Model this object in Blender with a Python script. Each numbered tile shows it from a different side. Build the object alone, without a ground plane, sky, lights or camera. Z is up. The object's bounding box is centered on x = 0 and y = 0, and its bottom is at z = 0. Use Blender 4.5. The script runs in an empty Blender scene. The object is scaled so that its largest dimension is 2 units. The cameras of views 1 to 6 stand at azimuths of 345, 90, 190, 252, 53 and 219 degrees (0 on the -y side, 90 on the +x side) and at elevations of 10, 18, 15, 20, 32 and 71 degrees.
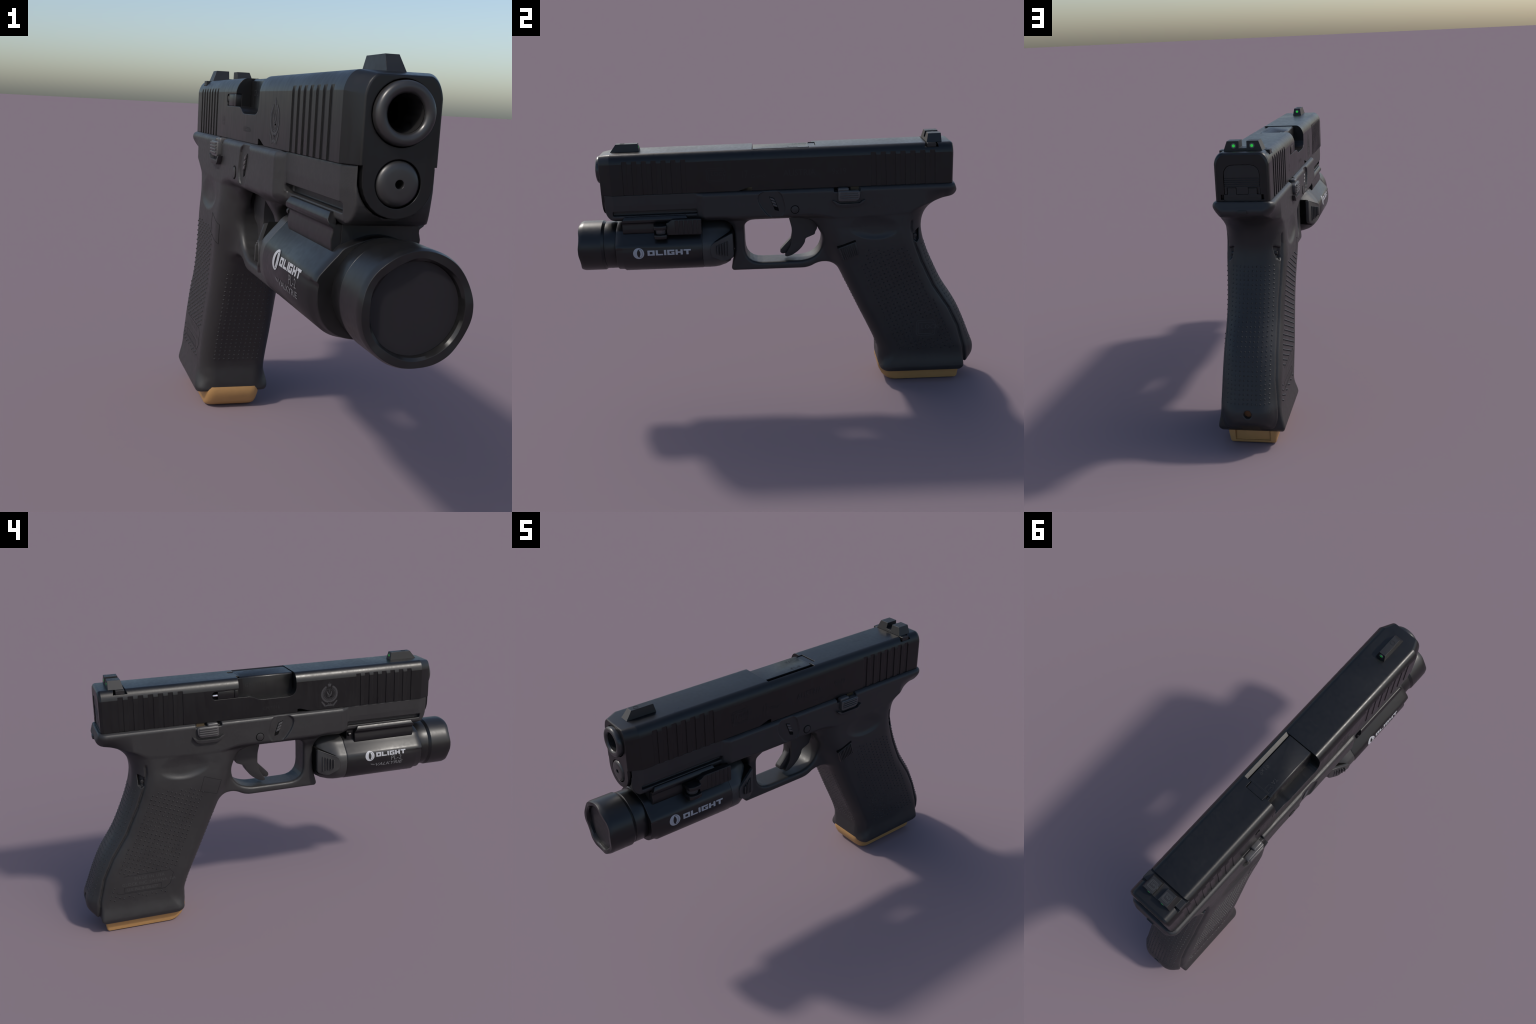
"""Pistol with a clamped-on flashlight, built part by part.
Axes: y runs from muzzle (-) to grip (+), z up, x across.  Metres at model scale."""
import bpy, bmesh, math, random
import numpy as np
from mathutils import Vector, Matrix
from mathutils.bvhtree import BVHTree

random.seed(7)
X0 = -0.0050                      # plane of symmetry of the pistol
scene = bpy.context.scene

# ------------------------------------------------------------------ materials
def material(name, colour, rough=0.5, metal=0.0, spec=0.5, vary=0.15, grain=60.0, bump=0.0,
             bump_scale=400.0, rough_vary=0.08, streak=None, bevel=0.0, emit=0.0, coat=0.0):
    m = bpy.data.materials.new(name)
    m.use_nodes = True
    nt = m.node_tree
    N, Lk = nt.nodes, nt.links
    b = N["Principled BSDF"]
    tc = N.new("ShaderNodeTexCoord")
    mp = N.new("ShaderNodeMapping")
    Lk.new(tc.outputs["Object"], mp.inputs["Vector"])
    if streak:
        mp.inputs["Scale"].default_value = streak
    no = N.new("ShaderNodeTexNoise")
    no.inputs["Scale"].default_value = grain
    no.inputs["Detail"].default_value = 4
    Lk.new(mp.outputs[0], no.inputs["Vector"])
    big = N.new("ShaderNodeTexNoise")
    big.inputs["Scale"].default_value = 7
    big.inputs["Detail"].default_value = 3
    Lk.new(tc.outputs["Object"], big.inputs["Vector"])
    add = N.new("ShaderNodeMath"); add.operation = "ADD"
    Lk.new(no.outputs["Fac"], add.inputs[0]); Lk.new(big.outputs["Fac"], add.inputs[1])
    ramp = N.new("ShaderNodeMapRange")
    ramp.inputs["From Min"].default_value = 0.6
    ramp.inputs["From Max"].default_value = 1.4
    ramp.inputs["To Min"].default_value = 1 - vary
    ramp.inputs["To Max"].default_value = 1 + vary
    Lk.new(add.outputs[0], ramp.inputs["Value"])
    mul = N.new("ShaderNodeMix"); mul.data_type = "RGBA"; mul.blend_type = "MULTIPLY"
    mul.inputs[0].default_value = 1.0
    mul.inputs[6].default_value = (*colour, 1)
    Lk.new(ramp.outputs[0], mul.inputs[7])
    Lk.new(mul.outputs[2], b.inputs["Base Color"])
    rr = N.new("ShaderNodeMapRange")
    rr.inputs["From Min"].default_value = 0.6
    rr.inputs["From Max"].default_value = 1.4
    rr.inputs["To Min"].default_value = rough - rough_vary
    rr.inputs["To Max"].default_value = rough + rough_vary
    Lk.new(add.outputs[0], rr.inputs["Value"])
    Lk.new(rr.outputs[0], b.inputs["Roughness"])
    b.inputs["Metallic"].default_value = metal
    b.inputs["Specular IOR Level"].default_value = spec
    b.inputs["Coat Weight"].default_value = coat
    last = None
    if bevel:
        bv = N.new("ShaderNodeBevel"); bv.samples = 4
        bv.inputs["Radius"].default_value = bevel
        last = bv.outputs[0]
    if bump:
        n2 = N.new("ShaderNodeTexNoise")
        n2.inputs["Scale"].default_value = bump_scale
        n2.inputs["Detail"].default_value = 2
        Lk.new(mp.outputs[0], n2.inputs["Vector"])
        bp = N.new("ShaderNodeBump")
        bp.inputs["Strength"].default_value = bump
        bp.inputs["Distance"].default_value = 0.002
        Lk.new(n2.outputs["Fac"], bp.inputs["Height"])
        if last is not None:
            Lk.new(last, bp.inputs["Normal"])
        last = bp.outputs[0]
    if last is not None:
        Lk.new(last, b.inputs["Normal"])
    if emit:
        b.inputs["Emission Color"].default_value = (*colour, 1)
        lw = N.new("ShaderNodeLayerWeight"); lw.inputs["Blend"].default_value = 0.5
        dim = N.new("ShaderNodeMapRange")
        dim.inputs["From Min"].default_value = 0.15; dim.inputs["From Max"].default_value = 0.6
        dim.inputs["To Min"].default_value = emit; dim.inputs["To Max"].default_value = emit * 0.1
        Lk.new(lw.outputs["Facing"], dim.inputs["Value"])
        Lk.new(dim.outputs[0], b.inputs["Emission Strength"])
    return m

M_POLY = material("polymer_frame", (0.0225, 0.0218, 0.0222), 0.44, spec=0.42, bump=0.12, bump_scale=260, vary=0.10)
M_SLIDE = material("nitrided_steel", (0.0044, 0.0044, 0.0047), 0.345, spec=0.44, bump=0.06, bump_scale=160,
                   vary=0.14, streak=(1, 1, 0.12), bevel=0.003)
M_BARREL = material("barrel_steel", (0.022, 0.0215, 0.022), 0.34, spec=0.6, vary=0.12, bevel=0.002)
M_SIGHT = material("sight_steel", (0.009, 0.009, 0.0095), 0.45, spec=0.5, vary=0.2, bevel=0.002)
M_LEVER = material("lever_steel", (0.075, 0.073, 0.073), 0.36, metal=0.3, spec=0.55, vary=0.15, bevel=0.002)
M_LIGHT = material("anodised_aluminium", (0.0065, 0.0063, 0.0067), 0.36, spec=0.5, vary=0.10, bevel=0.002)
M_TAIL = material("light_tail_polymer", (0.033, 0.0325, 0.0322), 0.43, spec=0.5, vary=0.15, bevel=0.002)
M_TAN = material("tan_polymer", (0.40, 0.225, 0.085), 0.5, spec=0.4, vary=0.06, bump=0.08, bump_scale=260)
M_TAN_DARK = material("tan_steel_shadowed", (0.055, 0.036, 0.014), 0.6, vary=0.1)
M_BROWN = material("dark_brown", (0.16, 0.065, 0.02), 0.6, vary=0.2)
M_BLACK = material("filler_black", (0.004, 0.004, 0.004), 0.9, spec=0.1)  # black of the solid fillers set in gaps and recesses
M_LENS = material("smoked_lens", (0.015, 0.0135, 0.0158), 0.5, spec=0.3, vary=0.05)
M_PRINT = material("white_print", (0.36, 0.365, 0.385), 0.45, vary=0.04)
M_PRINT_GREY = material("grey_print", (0.12, 0.12, 0.124), 0.5, vary=0.06)
M_CREST = material("laser_mark", (0.036, 0.035, 0.037), 0.6, spec=0.3, vary=0.15)
M_ENGRAVE = material("engraving", (0.013, 0.013, 0.014), 0.55, spec=0.35)
M_ENGRAVE_L = material("engraving_edge", (0.0145, 0.0145, 0.015), 0.5, spec=0.4)
M_MOULDED = material("moulded_mark", (0.048, 0.047, 0.048), 0.6, spec=0.4)
M_GREEN = material("night_sight_lamp", (0.03, 0.62, 0.06), 0.4, emit=0.45, vary=0.02)
M_RING = material("night_sight_ring", (0.10, 0.13, 0.13), 0.3, vary=0.05)
M_CHROME = material("polished_pin", (0.75, 0.75, 0.76), 0.25, metal=1.0, vary=0.05)

# ------------------------------------------------------------------ helpers
root = bpy.data.objects.new("pistol", None)
root.location = (X0, 0, 0)
root["label"] = "black polymer pistol with tan magazine and clamped flashlight"
root["category"] = "pistol"
scene.collection.objects.link(root)

def finish(me, angle=35):
    me.polygons.foreach_set("use_smooth", [True] * len(me.polygons))
    me.set_sharp_from_angle(angle=math.radians(angle))
    me.update()

def add(name, me, mat, parent=None, angle=35):
    me.name = name
    if mat is not None and not me.materials:
        me.materials.append(mat)
    finish(me, angle)
    o = bpy.data.objects.new(name, me)
    scene.collection.objects.link(o)
    parent = parent or root
    while parent.parent and parent.parent.parent:      # keep to thing > part > sub-part
        parent = parent.parent
    o.parent = parent
    return o

def bm_mesh(bm, name="part"):
    bmesh.ops.recalc_face_normals(bm, faces=bm.faces)
    me = bpy.data.meshes.new(name)
    bm.to_mesh(me); bm.free()
    return me

def bevel_bm(bm, r, seg=2, angle=25):
    edges = [e for e in bm.edges if len(e.link_faces) == 2 and e.calc_face_angle(0) > math.radians(angle)]
    if r > 0 and edges:
        bmesh.ops.bevel(bm, geom=edges, offset=r, segments=seg, profile=0.5, affect="EDGES", clamp_overlap=True)

def prism_bm(pts, a, b, axis="x", r=0.0, seg=2):
    """Extrude an outline along an axis.  Outline is (y,z) for x, (x,z) for y, (x,y) for z."""
    put = {"x": lambda u, v, w: (w, u, v), "y": lambda u, v, w: (u, w, v), "z": lambda u, v, w: (u, v, w)}[axis]
    bm = bmesh.new()
    lo = [bm.verts.new(put(u, v, a)) for u, v in pts]
    hi = [bm.verts.new(put(u, v, b)) for u, v in pts]
    n = len(pts)
    bm.faces.new(lo); bm.faces.new(hi[::-1])
    for i in range(n):
        bm.faces.new((lo[i], lo[(i + 1) % n], hi[(i + 1) % n], hi[i]))
    bmesh.ops.recalc_face_normals(bm, faces=bm.faces)
    bevel_bm(bm, r, seg)
    return bm

def prism(name, pts, a, b, mat, axis="x", r=0.0, seg=2, parent=None, angle=35):
    return add(name, bm_mesh(prism_bm(pts, a, b, axis, r, seg)), mat, parent, angle)

def rect(u0, u1, v0, v1):
    return [(u0, v0), (u1, v0), (u1, v1), (u0, v1)]

def rounded(pts, r, n=5):
    """Round the corners of an outline; r is one radius or one per corner."""
    out, k = [], len(pts)
    for i, p in enumerate(pts):
        ri = r[i] if isinstance(r, (list, tuple)) else r
        P, A, B = Vector(p), Vector(pts[i - 1]), Vector(pts[(i + 1) % k])
        if ri <= 0:
            out.append(tuple(p)); continue
        da, db = (A - P).normalized(), (B - P).normalized()
        t = min(ri, 0.48 * (A - P).length, 0.48 * (B - P).length)
        for j in range(n + 1):
            f = j / n
            q = (P + da * t) * (1 - f) ** 2 + P * 2 * f * (1 - f) + (P + db * t) * f ** 2
            out.append((q.x, q.y))
    return out

def box_bm(x0, x1, y0, y1, z0, z1, r=0.0, seg=2):
    return prism_bm(rect(y0, y1, z0, z1), x0, x1, "x", r, seg)

def box(name, x0, x1, y0, y1, z0, z1, mat, r=0.0, seg=2, parent=None):
    return add(name, bm_mesh(box_bm(x0, x1, y0, y1, z0, z1, r, seg)), mat, parent)

def loft_bm(rings, cap=True):
    bm = bmesh.new()
    R = [[bm.verts.new(p) for p in ring] for ring in rings]
    n = len(R[0])
    for a, b in zip(R, R[1:]):
        for i in range(n):
            bm.faces.new((a[i], a[(i + 1) % n], b[(i + 1) % n], b[i]))
    if cap:
        bm.faces.new(R[0][::-1]); bm.faces.new(R[-1])
    bmesh.ops.recalc_face_normals(bm, faces=bm.faces)
    return bm

def lathe_bm(profile, cx, cz, n=64, close=False):
    """Turn (radius, y) pairs round an axis along y."""
    bm = bmesh.new()
    rings = []
    for r, y in profile:
        if r < 1e-6:
            rings.append([bm.verts.new((cx, y, cz))])
        else:
            rings.append([bm.verts.new((cx + r * math.cos(t * math.tau / n), y, cz + r * math.sin(t * math.tau / n))) for t in range(n)])
    pairs = list(zip(rings, rings[1:]))
    if close:
        pairs.append((rings[-1], rings[0]))
    for a, b in pairs:
        for i in range(n):
            j = (i + 1) % n
            if len(a) == 1 and len(b) == 1:
                continue
            if len(a) == 1:
                bm.faces.new((a[0], b[j], b[i]))
            elif len(b) == 1:
                bm.faces.new((a[i], a[j], b[0]))
            else:
                bm.faces.new((a[i], a[j], b[j], b[i]))
    bmesh.ops.recalc_face_normals(bm, faces=bm.faces)
    return bm

def lathe(name, profile, cx, cz, mat, n=64, parent=None, close=False, angle=35):
    return add(name, bm_mesh(lathe_bm(profile, cx, cz, n, close)), mat, parent, angle)

def disc_x(name, x0, x1, y, z, r, mat, n=32, bev=0.0, parent=None):
    pts = [(y + r * math.cos(t * math.tau / n), z + r * math.sin(t * math.tau / n)) for t in range(n)]
    return prism(name, pts, x0, x1, mat, "x", bev, 2, parent)

def join_bms(bms):
    out = bmesh.new()
    for b in bms:
        me = bpy.data.meshes.new("tmp"); b.to_mesh(me); b.free()
        out.from_mesh(me); bpy.data.meshes.remove(me)
    return out

def boolean(me, cutters, op="DIFFERENCE"):
    """Apply boolean cuts by several bmeshes one after another; returns a new mesh."""
    o = bpy.data.objects.new("work", me)
    scene.collection.objects.link(o)
    tmp = []
    for c in cutters:
        bmesh.ops.recalc_face_normals(c, faces=c.faces)
        cm = bpy.data.meshes.new("cut"); c.to_mesh(cm); c.free()
        co = bpy.data.objects.new("cut", cm)
        scene.collection.objects.link(co); co.hide_render = True
        md = o.modifiers.new("b", "BOOLEAN")
        md.operation = op; md.object = co; md.solver = "EXACT"
        tmp.append(co)
    dg = bpy.context.evaluated_depsgraph_get()
    out = bpy.data.meshes.new_from_object(o.evaluated_get(dg))
    for t in tmp:
        cm = t.data; bpy.data.objects.remove(t); bpy.data.meshes.remove(cm)
    bpy.data.objects.remove(o); bpy.data.meshes.remove(me)
    return out

def lerp_table(table, v, col):
    xs = [t[0] for t in table]
    return np.interp(v, xs, [t[col] for t in table])

def smooth_table(table, col, v):
    """Catmull-Rom style interpolation of one column over the first."""
    xs = np.array([t[0] for t in table], float); ys = np.array([t[col] for t in table], float)
    m = np.gradient(ys, xs)
    v = np.clip(v, xs[0], xs[-1])
    i = np.clip(np.searchsorted(xs, v) - 1, 0, len(xs) - 2)
    h = xs[i + 1] - xs[i]; t = (v - xs[i]) / h
    return ((2*t**3 - 3*t**2 + 1) * ys[i] + (t**3 - 2*t**2 + t) * h * m[i]
            + (-2*t**3 + 3*t**2) * ys[i + 1] + (t**3 - t**2) * h * m[i + 1])

# ------------------------------------------------------------------ implicit modelling of the moulded frame
def smin(a, b, k):
    h = np.clip(0.5 + 0.5 * (b - a) / k, 0, 1)
    return b + (a - b) * h - k * h * (1 - h)

def smax(a, b, k):
    return -smin(-a, -b, k)

def sd_poly(pts, Y, Z):
    d = np.full(np.broadcast(Y, Z).shape, 1e9); s = np.ones_like(d)
    n = len(pts)
    for i in range(n):
        (ay, az), (by, bz) = pts[i], pts[i - 1]
        ey, ez = by - ay, bz - az
        wy, wz = Y - ay, Z - az
        t = np.clip((wy * ey + wz * ez) / (ey * ey + ez * ez), 0, 1)
        d = np.minimum(d, (wy - ey * t) ** 2 + (wz - ez * t) ** 2)
        c1, c2, c3 = Z >= az, Z < bz, ey * wz > ez * wy
        s = np.where((c1 & c2 & c3) | (~c1 & ~c2 & ~c3), -s, s)
    return s * np.sqrt(d)

def extrude(d2, d1, r=0.0):
    """Combine an outline distance with a thickness distance, rounding the edge by r."""
    a, b = d2 + r, d1 + r
    return np.minimum(np.maximum(a, b), 0) + np.hypot(np.maximum(a, 0), np.maximum(b, 0)) - r

def surface_nets(F, org, h):
    F = F.astype(np.float32)
    neg = F < 0
    nx, ny, nz = F.shape
    c = [(i, j, k) for i in (0, 1) for j in (0, 1) for k in (0, 1)]
    cnt = np.zeros((nx - 1, ny - 1, nz - 1), np.uint8)
    for i, j, k in c:
        cnt += neg[i:nx - 1 + i, j:ny - 1 + j, k:nz - 1 + k]
    act = np.argwhere((cnt > 0) & (cnt < 8))
    idx = np.full(cnt.shape, -1, np.int64)
    idx[act[:, 0], act[:, 1], act[:, 2]] = np.arange(len(act))
    vals = {q: F[act[:, 0] + q[0], act[:, 1] + q[1], act[:, 2] + q[2]] for q in c}
    P = np.zeros((len(act), 3)); W = np.zeros(len(act))
    for a in c:
        for ax in range(3):
            if a[ax]:
                continue
            b = list(a); b[ax] = 1; b = tuple(b)
            fa, fb = vals[a], vals[b]
            m = (fa < 0) != (fb < 0)
            t = np.where(m, fa / np.where(m, fa - fb, 1), 0)
            p = np.array(a, float)[None].repeat(len(act), 0)
            p[:, ax] = t
            P[m] += p[m]; W[m] += 1
    V = (act + P / W[:, None]) * h + np.array(org)
    quads = []
    for ax in range(3):
        o1, o2 = [(1, 2), (2, 0), (0, 1)][ax]
        sl0 = [slice(None)] * 3; sl1 = [slice(None)] * 3
        sl0[ax] = slice(0, -1); sl1[ax] = slice(1, None)
        for o in (o1, o2):
            sl0[o] = slice(1, -1); sl1[o] = slice(1, -1)
        n0, n1 = neg[tuple(sl0)], neg[tuple(sl1)]
        e = np.argwhere(n0 != n1)
        if not len(e):
            continue
        flip = n0[e[:, 0], e[:, 1], e[:, 2]]
        base = e.copy(); base[:, o1] += 1; base[:, o2] += 1
        def cell(d1, d2):
            q = base.copy(); q[:, o1] -= d1; q[:, o2] -= d2
            return idx[q[:, 0], q[:, 1], q[:, 2]]
        Q = np.stack([cell(1, 1), cell(0, 1), cell(0, 0), cell(1, 0)], 1)
        Q[~flip] = Q[~flip][:, ::-1]
        quads.append(Q)
    return V, np.concatenate(quads)

# grip: for each height the front edge, the back edge and the half width
GRIP = [  # z, front y, back y, half width
    (0.045, 0.522, 0.946, 0.1280),
    (0.065, 0.510, 0.956, 0.1280),
    (0.100, 0.500, 0.981, 0.1280),
    (0.140, 0.498, 0.9985, 0.1280),
    (0.175, 0.497, 0.9985, 0.1290),
    (0.225, 0.482, 0.979, 0.1300),
    (0.310, 0.445, 0.947, 0.1305),
    (0.390, 0.407, 0.912, 0.1290),
    (0.535, 0.340, 0.825, 0.1275),
    (0.620, 0.300, 0.785, 0.1300),
    (0.690, 0.268, 0.755, 0.1335),
    (0.760, 0.235, 0.732, 0.1365),
    (0.840, 0.210, 0.722, 0.1335),
    (0.880, 0.205, 0.729, 0.1320),
    (0.930, 0.205, 0.756, 0.1290),
    (0.975, 0.205, 0.800, 0.1210),
    (1.000, 0.205, 0.820, 0.110),
]
SEAM = [  # z, y of the seam between grip and backstrap
    (0.03, 0.945), (0.095, 0.944), (0.183, 0.937), (0.299, 0.905), (0.402, 0.856), (0.523, 0.777),
    (0.656, 0.715), (0.760, 0.677), (0.830, 0.662), (0.885, 0.662)]
GUARD_HOLE = rounded([(-0.169, 0.900), (-0.169, 0.667), (0.125, 0.667), (0.180, 0.686), (0.213, 0.724), (0.225, 0.790), (0.178, 0.880), (0.115, 0.900)],
                     [0.060, 0.085, 0.03, 0.03, 0.03, 0.06, 0.05, 0.05], 6)
GUARD_OUTER = rounded([(-0.221, 0.960), (-0.221, 0.725), (-0.243, 0.642), (-0.236, 0.629), (0.148, 0.628), (0.207, 0.661), (0.30, 0.655), (0.30, 0.960)],
                      [0, 0.05, 0.012, 0.012, 0.05, 0.05, 0, 0], 5)
U_R = 0.0865                      # cradle for the nose of the slide
U_Z = 1.026

def frame_field(h):
    xs = np.arange(-0.184, 0.184 + h, h); ys = np.arange(-0.88, 1.024, h); zs = np.arange(0.02, 1.085, h)
    X, Y, Z = np.abs(xs)[:, None, None], ys[None, :, None], zs[None, None, :]
    Y2, Z2 = ys[:, None], zs[None, :]
    # receiver block
    d2 = sd_poly(rounded([(-0.393, 0.899), (-0.393, 1.053), (0.868, 1.053), (0.868, 1.00), (0.70, 0.965), (0.30, 0.899)], [0.018, 0.0, 0.01, 0.02, 0.05, 0.05]), Y2, Z2)
    taper = 0.1325 - 0.022 * np.clip((-0.358 - Y2) / 0.035, 0, 1)
    top_round = 0.019 * (1 - np.sqrt(np.clip(1 - np.clip((Z2 - 1.034) / 0.019, 0, 1) ** 2, 0, 1)))
    low_round = 0.060 * np.clip((0.938 - Z2) / 0.040, 0, 1) ** 1.8
    receiver = extrude(d2[None], X - (taper - top_round - low_round)[None], 0.006)
    # dust cover with accessory rail
    d2 = sd_poly(rounded([(-0.852, 1.054), (-0.852, 0.917), (-0.34, 0.917), (-0.34, 1.054)], [0, 0.075, 0, 0], 8), Y2, Z2)
    wid = 0.1085 - 0.42 * np.clip(-0.805 - Y2, 0, 1) + 0 * Z2
    wid = wid - 0.006 * np.clip((1.0 - Z2) / 0.08, 0, 1)
    lip = 0.100 - 0.9 * np.clip(0.931 - Z2, 0, 1)
    wid = np.where(Z2 < 0.947, np.minimum(wid, lip), wid)
    cover = extrude(d2[None], X - wid[None], 0.004)
    slot = extrude(sd_poly(rounded(rect(-0.812, -0.390, 0.946, 0.969), 0.008), Y2, Z2)[None], 0.080 - X, 0.0)
    cover = np.maximum(cover, -slot)
    # grip column
    f = smooth_table(GRIP, 1, zs); b = smooth_table(GRIP, 2, zs); w = smooth_table(GRIP, 3, zs)
    cyl, ha = ((f + b) / 2)[None], ((b - f) / 2)[None]
    W2 = np.broadcast_to(w[None], (len(ys), len(zs)))
    rfront, rback = np.interp(zs, [0.20, 0.50, 0.70, 0.80], [0.058, 0.066, 0.078, 0.092])[None], np.interp(zs, [0.12, 0.35, 0.60], [0.084, 0.097, 0.106])[None]
    mix = np.clip((Y2 - (cyl - 0.06)) / 0.12, 0, 1)
    rad = rfront + (rback - rfront) * mix * mix * (3 - 2 * mix)
    slope = np.where(Y2 < cyl, 0.90, 0.92)
    ey = (np.abs(Y2 - cyl) - ha) * slope
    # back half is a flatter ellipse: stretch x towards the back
    qx, qy = X - (W2 - rad)[None], (ey + rad)[None]
    grip = np.minimum(np.maximum(qx, qy), 0) + np.hypot(np.maximum(qx, 0), np.maximum(qy, 0)) - rad[None]
    zbot = 0.062 + 0.020 * np.clip((0.570 - Y2) / 0.080, 0, 1) ** 2 + 0.85 * np.clip(Y2 - 0.918, 0, 1)
    # flared foot with square corners round the magazine mouth
    seam_line = np.interp(zs, [q[0] for q in SEAM], [q[1] for q in SEAM])[None]
    fz = np.clip((Z2 - 0.075) / 0.115, 0, 1); fz = fz * fz * (3 - 2 * fz)
    fw = 0.145 - 0.018 * fz - 0.010 * np.clip((0.085 - Z2) / 0.03, 0, 1) - 0.09 * np.clip(Z2 - 0.20, 0, 1)
    y0, y1 = 0.508 + 0.016 * fz, seam_line - 0.002
    fr = np.where(Y2 < 0.70, 0.040 + 0.036 * fz, 0.016 + 0.10 * np.clip(Z2 - 0.10, 0, 1))
    qx, qy = X - (fw - fr)[None], (np.maximum(y0 - Y2, Y2 - y1) + fr)[None]
    foot = np.minimum(np.maximum(qx, qy), 0) + np.hypot(np.maximum(qx, 0), np.maximum(qy, 0)) - fr[None]
    foot = np.maximum(foot, (Z2 - 0.34)[None])
    grip = smin(grip, foot, 0.012)
    grip = smax(grip, np.broadcast_to((zbot - Z2)[None], grip.shape), 0.010)
    grip = np.maximum(grip, Z - 1.02)
    # beavertail
    d2 = sd_poly(rounded([(0.60, 0.995), (0.60, 1.050), (0.862, 1.050), (0.888, 1.014), (0.872, 0.993), (0.80, 0.982)], [0, 0, 0.012, 0.02, 0.018, 0.05]), Y2, Z2)
    plan = 0.1325 - 0.040 * np.clip((Y2 - 0.835) / 0.054, 0, 1) ** 2.4
    tang = extrude(d2[None], X - (plan - top_round)[None] * np.ones_like(d2)[None], 0.018)
    # trigger guard
    hole = sd_poly(GUARD_HOLE, Y2, Z2)
    gw = 0.067 + 0.026 * np.clip((Z2 - 0.82) / 0.10, 0, 1) ** 2 + 0.010 * np.clip((Y2 - 0.18) / 0.1, 0, 1)
    guard = extrude(sd_poly(GUARD_OUTER, Y2, Z2)[None], X - gw[None], 0.012)
    body = smin(grip, guard, 0.040)
    body = smin(body, receiver, 0.070)
    body = smin(body, tang, 0.030)
    under = 0.050 * np.clip((1.030 - Z2) / 0.065, 0, 1) ** 1.4 * np.clip((Y2 - 0.72) / 0.10, 0, 1)
    limit = 0.1320 + 0.006 * np.clip((0.85 - Z2) / 0.06, 0, 1) + 0.06 * np.clip((0.70 - Z2) / 0.1, 0, 1) - (under + np.where(Y2 > 0.6, 0.1325 - plan, 0)) * np.clip((Z2 - 0.93) / 0.03, 0, 1) - top_round
    body = smax(body, X - limit[None], 0.004)
    body = np.maximum(body, Z - 1.053)
    body = smin(body, cover, 0.010)
    body = np.maximum(body, Z - 1.0535)
    # through-opening of the guard and the trigger slot above it
    body = smax(body, -(hole[None] + 0 * X), 0.018)
    body = np.maximum(body, -extrude(sd_poly(rect(0.03, 0.215, 0.80, 0.99), Y2, Z2)[None], X - 0.045, 0.01))
    # cradle for the slide nose
    U = np.where(Z > U_Z, X - U_R, np.hypot(X, Z - U_Z) - U_R)
    body = np.maximum(body, -np.maximum(U, Y + 0.40))
    # thumb dish
    zc = 0.826 + 0.9 * (Y2 - 0.50) ** 2 + 0 * Z2
    dz = Z2 - zc
    dish = np.clip(1 - ((Y2 - 0.475) / 0.130) ** 2 - (dz / np.where(dz > 0, 0.085, 0.042)) ** 2, 0, 1)
    depth = 0.0095 * dish * dish * (3 - 2 * dish)
    body = body + np.where(X > 0.06, depth[None], 0)
    # scallop round the take-down lever
    blob = sd_poly(rounded([(-0.098, 1.030), (-0.040, 1.060), (0.022, 1.045), (0.042, 0.960), (0.022, 0.915), (-0.034, 0.915), (-0.082, 0.975)], 0.03, 5), Y2, Z2)
    body = np.maximum(body, -extrude(blob[None], 0.122 + 0.10 * np.clip(Y - 0.0, 0, 1) - X, 0.0))
    # notch above the slide stop
    body = np.maximum(body, -extrude(sd_poly(rect(0.280, 0.408, 1.034, 1.08), Y2, Z2)[None], 0.108 - X, 0.0))
    # backstrap seam and its pin pocket
    sm = np.interp(zs, [s[0] for s in SEAM], [s[1] for s in SEAM])
    seam = np.abs(Y2 - sm[None]) * 0.86
    valley = 0.0085 * np.exp(-(seam / 0.0042) ** 2) * np.clip((0.878 - Z2) / 0.012, 0, 1)
    ridge = 0.0022 * np.exp(-((Y2 - sm[None]) * 0.86 - 0.013) ** 2 / 0.006 ** 2) * np.clip((0.75 - Z2) / 0.03, 0, 1)
    body = body + np.where(X > 0.04, (valley - ridge)[None], 0)
    pocket = sd_poly([(0.672, 0.812), (0.700, 0.826), (0.700, 0.770), (0.690, 0.758), (0.674, 0.770)], Y2, Z2)
    body = np.maximum(body, -np.maximum(pocket[None] + 0 * X, -(body + 0.014)))
    # round hole near the foot of the backstrap
    body = np.maximum(body, -np.maximum(np.hypot(X, (Z - 0.172)) - 0.0165, 0.972 - Y))
    return body, (xs[0], ys[0], zs[0])

STEP = 0.0037
field, origin = frame_field(STEP)
V, Q = surface_nets(field, origin, STEP)
del field
seam_y = np.interp(V[:, 2], [s[0] for s in SEAM], [s[1] for s in SEAM])
is_back = (V[:, 1] > seam_y) & (V[:, 2] < 0.885)
back_face = is_back[Q].all(1) & (V[Q][:, :, 1].mean(1) > 0.6)

def quads_mesh(V, Q, name):
    used = np.unique(Q); re = np.full(len(V), -1); re[used] = np.arange(len(used))
    me = bpy.data.meshes.new(name)
    v, q = V[used], re[Q]
    me.vertices.add(len(v)); me.vertices.foreach_set("co", v.astype(np.float32).ravel())
    me.loops.add(q.size); me.loops.foreach_set("vertex_index", q.astype(np.int32).ravel())
    me.polygons.add(len(q)); me.polygons.foreach_set("loop_start", np.arange(0, q.size, 4, dtype=np.int32))
    me.update(calc_edges=True); me.validate()
    return me

whole = quads_mesh(V, Q, "frame_whole")
finish(whole, 180)
whole_n = np.zeros(len(whole.vertices) * 3, np.float32)
whole.vertices.foreach_get("normal", whole_n)
whole_n = whole_n.reshape(-1, 3)
bvh_frame = BVHTree.FromPolygons(V.tolist(), Q.tolist())

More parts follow.
